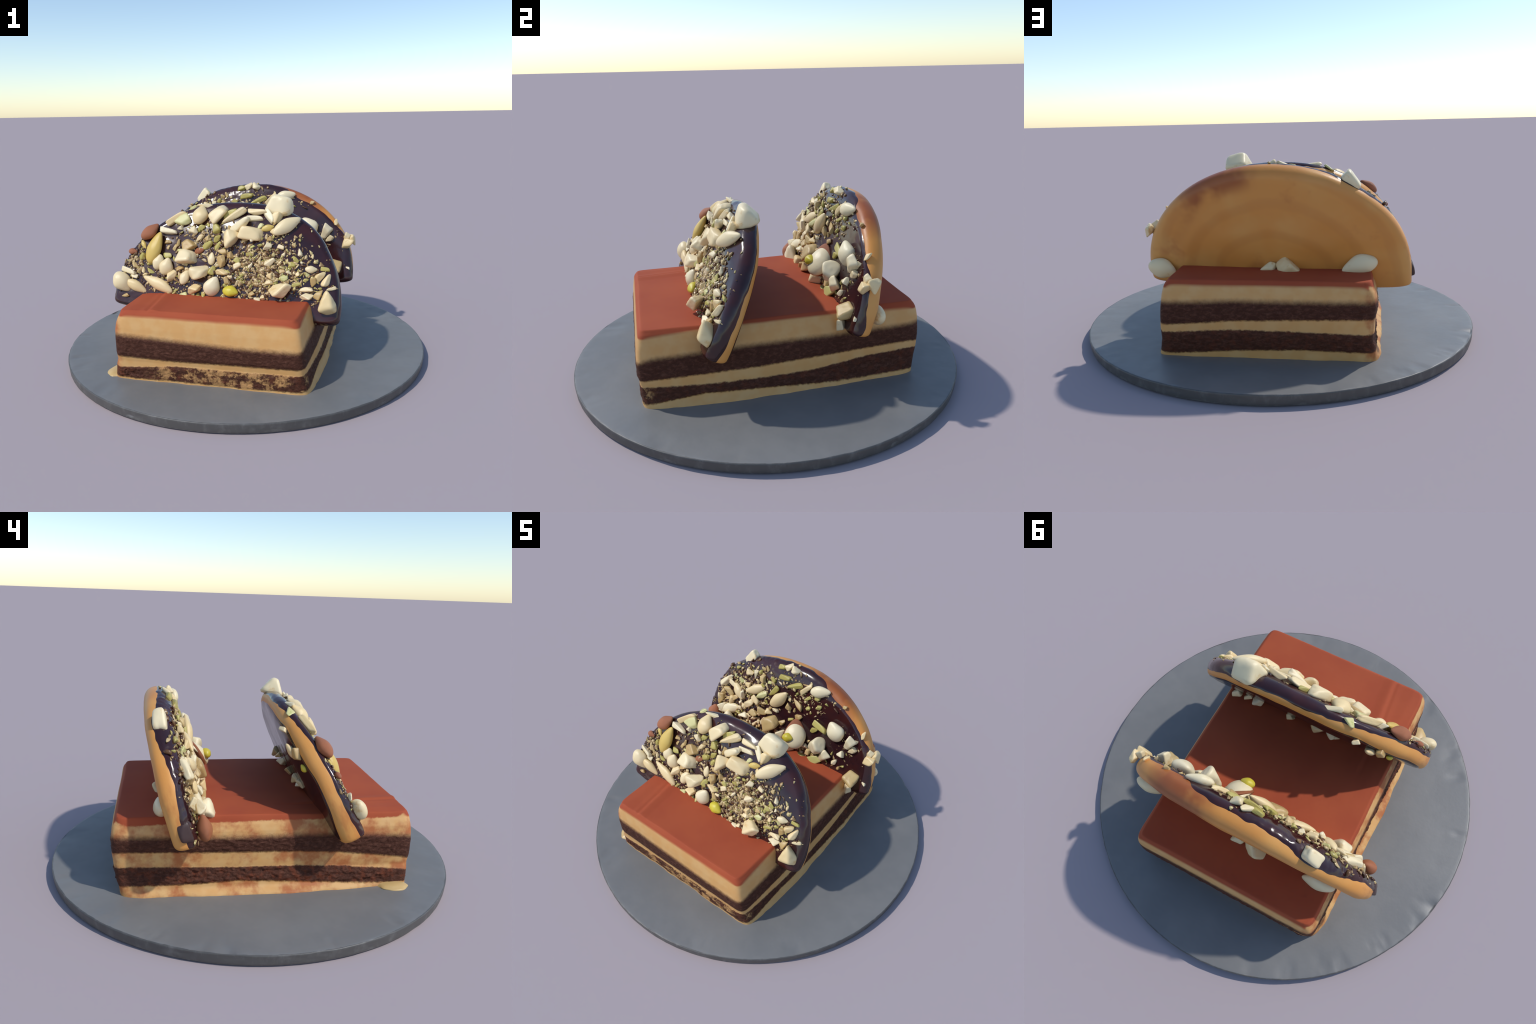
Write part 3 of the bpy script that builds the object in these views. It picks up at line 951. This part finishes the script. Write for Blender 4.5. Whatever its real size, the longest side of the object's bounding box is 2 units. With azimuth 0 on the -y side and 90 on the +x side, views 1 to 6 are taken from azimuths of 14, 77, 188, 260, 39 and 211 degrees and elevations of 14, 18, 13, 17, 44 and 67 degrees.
def build_biscuits(cake):
    nut_forms()
    mats = {
        'blanched': nut_material("blanched_almond", (0.88, 0.76, 0.50), (0.82, 0.61, 0.30), (0.70, 0.43, 0.15)),
        'tan': nut_material("tan_nut", (0.62, 0.45, 0.20), (0.52, 0.34, 0.13), (0.34, 0.14, 0.05)),
        'yellow': nut_material("yellow_nut", (0.72, 0.54, 0.16), (0.66, 0.44, 0.10), (0.62, 0.40, 0.12)),
        'green': nut_material("pale_green_pistachio", (0.58, 0.56, 0.17), (0.66, 0.60, 0.28), (0.36, 0.42, 0.07)),
        'olive': nut_material("olive_pistachio", (0.56, 0.48, 0.15), (0.44, 0.36, 0.09), (0.22, 0.17, 0.04)),
        'pistachio': nut_material("bright_pistachio", (0.68, 0.56, 0.05), (0.62, 0.50, 0.05), (0.44, 0.26, 0.06)),
        'skin': nut_material("brown_almond_skin", (0.42, 0.145, 0.060), (0.36, 0.120, 0.050), (0.28, 0.080, 0.032), 0.45, 0.6),
        'chocolate': nut_material("dark_chocolate_piece", (0.05, 0.025, 0.022), (0.07, 0.03, 0.025), (0.035, 0.014, 0.012), 0.35),
    }
    glaze_mat, crumb_mat = glaze_material(), crumb_material()
    bare, dark_arc = biscuit_material("pale_biscuit", False), biscuit_material("dark_arc_biscuit", True)

    # ---- front biscuit: glazed on both faces, a pale band left bare along the rim
    fa = BiscuitForm(rx=0.605, top=0.605, tip=0.06, front=(-0.060, -0.030), rear=(0.044, 0.034),
                     seed=1.3, front_dome=(0.052, 0.25, 0.42, 0.40), rear_dome=(0.028, -0.25, 0.40, 0.42), edge=0.034, shoulder=0.052)
    fa.build()
    a = new_object("biscuit", mesh_from("biscuit", fa.V, fa.F, bare), cake)
    stand(a, (-0.03, -0.345, 0.30), 25, 1.5, 2.3)

    def cover_front(p, d):
        an = angle_of(p)
        w = fbm(p.x, p.y, p.z, 7, 3, 2.0)
        reach = 0.016 - 0.030 * smooth(110, 150, an) * smooth(250, 190, an) + 0.020 * w
        reach -= 0.035 * smooth(0.14, 0.0, p.z) * (0.5 + w)
        rear = d - 0.062 + 0.02 * fbm(p.x, 0, p.z, 5, 2, 6.0)
        rear -= 0.03 * smooth(0.2, 0.05, p.z) * smooth(-0.4, -0.5, p.x)
        return max(reach - d, rear)

    def lumps_front(p):
        if p.y > 0.0:
            return 0.0
        g = math.exp(-((p.x - 0.12) / 0.22) ** 2 - ((p.z - 0.24) / 0.16) ** 2) + 0.5 * smooth(-0.35, -0.55, p.x)
        return 0.003 * fbm(p.x, 0, p.z, 10, 2, 3.0) + 0.006 * g * fbm(p.x, p.y, p.z, 45, 3, 1.0)

    ga = build_glaze(fa, cover_front, glaze_mat, lumps_front)
    new_object("chocolate_glaze", ga, a)
    tree = BVHTree.FromPolygons([v.co for v in ga.vertices], [tuple(q.vertices) for q in ga.polygons])
    body = BVHTree.FromPolygons(fa.V, fa.F)
    rng = random.Random(11)
    crust(scatter(FRONT_NUTS, [(-0.15, 0.25, 0.15, 0.09, 22), (-0.45, 0.2, 0.08, 0.08, 8), (0.1, 0.45, 0.2, 0.06, 10), (0.4, 0.2, 0.1, 0.08, 10)], rng), body, a, rng, mats)
    crust(FRONT_REAR_NUTS, body, a, rng, mats, rear=True)
    place_nut('wedge', Vector((0.245, -0.050, 0.604)), Vector((1, 0, -0.12)), Vector((0.25, -0.62, 0.75)), 0.145, 0.125, 0.095, a, rng, mats)
    crumbs("nut_crumbs", [
        (0.16, 0.22, 0.10, 0.07, 850, 0.010, 0.030), (0.27, 0.27, 0.12, 0.08, 400, 0.008, 0.026),
        (-0.13, 0.37, 0.09, 0.07, 260, 0.008, 0.026), (-0.28, 0.15, 0.14, 0.05, 260, 0.008, 0.026),
        (-0.52, 0.24, 0.05, 0.06, 260, 0.008, 0.024), (0.0, 0.35, 0.3, 0.16, 200, 0.005, 0.016),
        (0.45, 0.18, 0.06, 0.07, 120, 0.006, 0.02)], tree, a, rng, crumb_mat)

    # ---- rear biscuit: glazed on its front face only
    fb = BiscuitForm(rx=0.625, top=0.585, tip=0.07, front=(-0.045, -0.025), rear=(0.052, 0.074),
                     seed=6.1, front_dome=(0.045, -0.18, 0.28, 0.36), rear_dome=(0.020, 0.06, 0.44, 0.42), ridges=0.0012, edge=0.050)
    fb.build()
    b = new_object("biscuit", mesh_from("biscuit", fb.V, fb.F, dark_arc), cake)
    stand(b, (-0.0416, 0.3425, 0.32), 13, -2.2, 0)

    def cover_back(p, d):
        an = angle_of(p)
        w = fbm(p.x, p.y, p.z, 6, 3, 5.0)
        reach = -0.022 + 0.040 * w
        reach -= 0.055 * smooth(8, 22, an) * smooth(70, 45, an)
        reach += 0.030 * smooth(125, 140, an) * smooth(165, 150, an)
        reach += 0.015 * smooth(355, 340, an) * smooth(280, 300, an)
        return reach - d

    def lumps_back(p):
        g = 0.3 + smooth(0.1, -0.3, p.x)
        return 0.003 * fbm(p.x, 0, p.z, 9, 2, 8.0) + 0.004 * g * fbm(p.x, p.y, p.z, 40, 3, 2.0) * smooth(0.2, -0.2, p.x)

    gb = build_glaze(fb, cover_back, glaze_mat, lumps_back)
    new_object("chocolate_glaze", gb, b)
    tree = BVHTree.FromPolygons([v.co for v in gb.vertices], [tuple(q.vertices) for q in gb.polygons])
    body = BVHTree.FromPolygons(fb.V, fb.F)
    rng = random.Random(23)
    crust(scatter(BACK_NUTS, [(-0.35, 0.22, 0.12, 0.10, 34), (-0.15, 0.38, 0.12, 0.08, 14), (0.1, 0.11, 0.12, 0.04, 10)], rng), body, b, rng, mats)
    crust(BACK_REAR_NUTS, body, b, rng, mats, rear=True)
    place_nut('chunk', Vector((-0.357, 0.0, 0.497)), Vector((0.8, 0.0, 0.6)), Vector((-0.6, -0.05, 0.8)), 0.11, 0.065, 0.06, b, rng, mats)
    # a split almond standing proud of the crust, its brown skin behind, with a pistachio caught on it
    place_nut('half', Vector((0.120, -0.108, 0.212)), Vector((-0.1, 0, 1)), Vector((0.55, -0.8, 0.25)), 0.175, 0.130, 0.055, b, rng, mats)
    place_nut('skin', Vector((0.108, -0.092, 0.208)), Vector((-0.1, 0, 1)), Vector((0.55, -0.8, 0.25)), 0.178, 0.134, 0.045, b, rng, mats)
    place_nut('pistachio', Vector((0.098, -0.150, 0.196)), Vector((1, 0, 0.2)), Vector((0, -1, 0.2)), 0.07, 0.055, 0.05, b, rng, mats)
    place_nut('chocolate', Vector((-0.612, -0.010, 0.092)), Vector((0, 0, 1)), Vector((-1, -0.2, 0)), 0.10, 0.055, 0.04, b, rng, mats)
    place_nut('chunk', Vector((0.612, -0.005, 0.262)), Vector((0, 0.3, 1)), Vector((1, 0, 0.1)), 0.075, 0.06, 0.045, b, rng, mats)
    crumbs("nut_crumbs", [
        (-0.36, 0.30, 0.12, 0.10, 420, 0.009, 0.030), (-0.22, 0.40, 0.12, 0.09, 170, 0.008, 0.026),
        (0.06, 0.46, 0.12, 0.06, 120, 0.008, 0.026), (0.10, 0.10, 0.18, 0.05, 150, 0.008, 0.026),
        (0.15, 0.42, 0.06, 0.04, 60, 0.006, 0.018), (0.45, 0.28, 0.05, 0.05, 60, 0.005, 0.015),
        (-0.45, 0.12, 0.10, 0.06, 240, 0.009, 0.028)], tree, b, rng, crumb_mat)

build_plate()
CAKE = build_cake()
build_biscuits(CAKE)
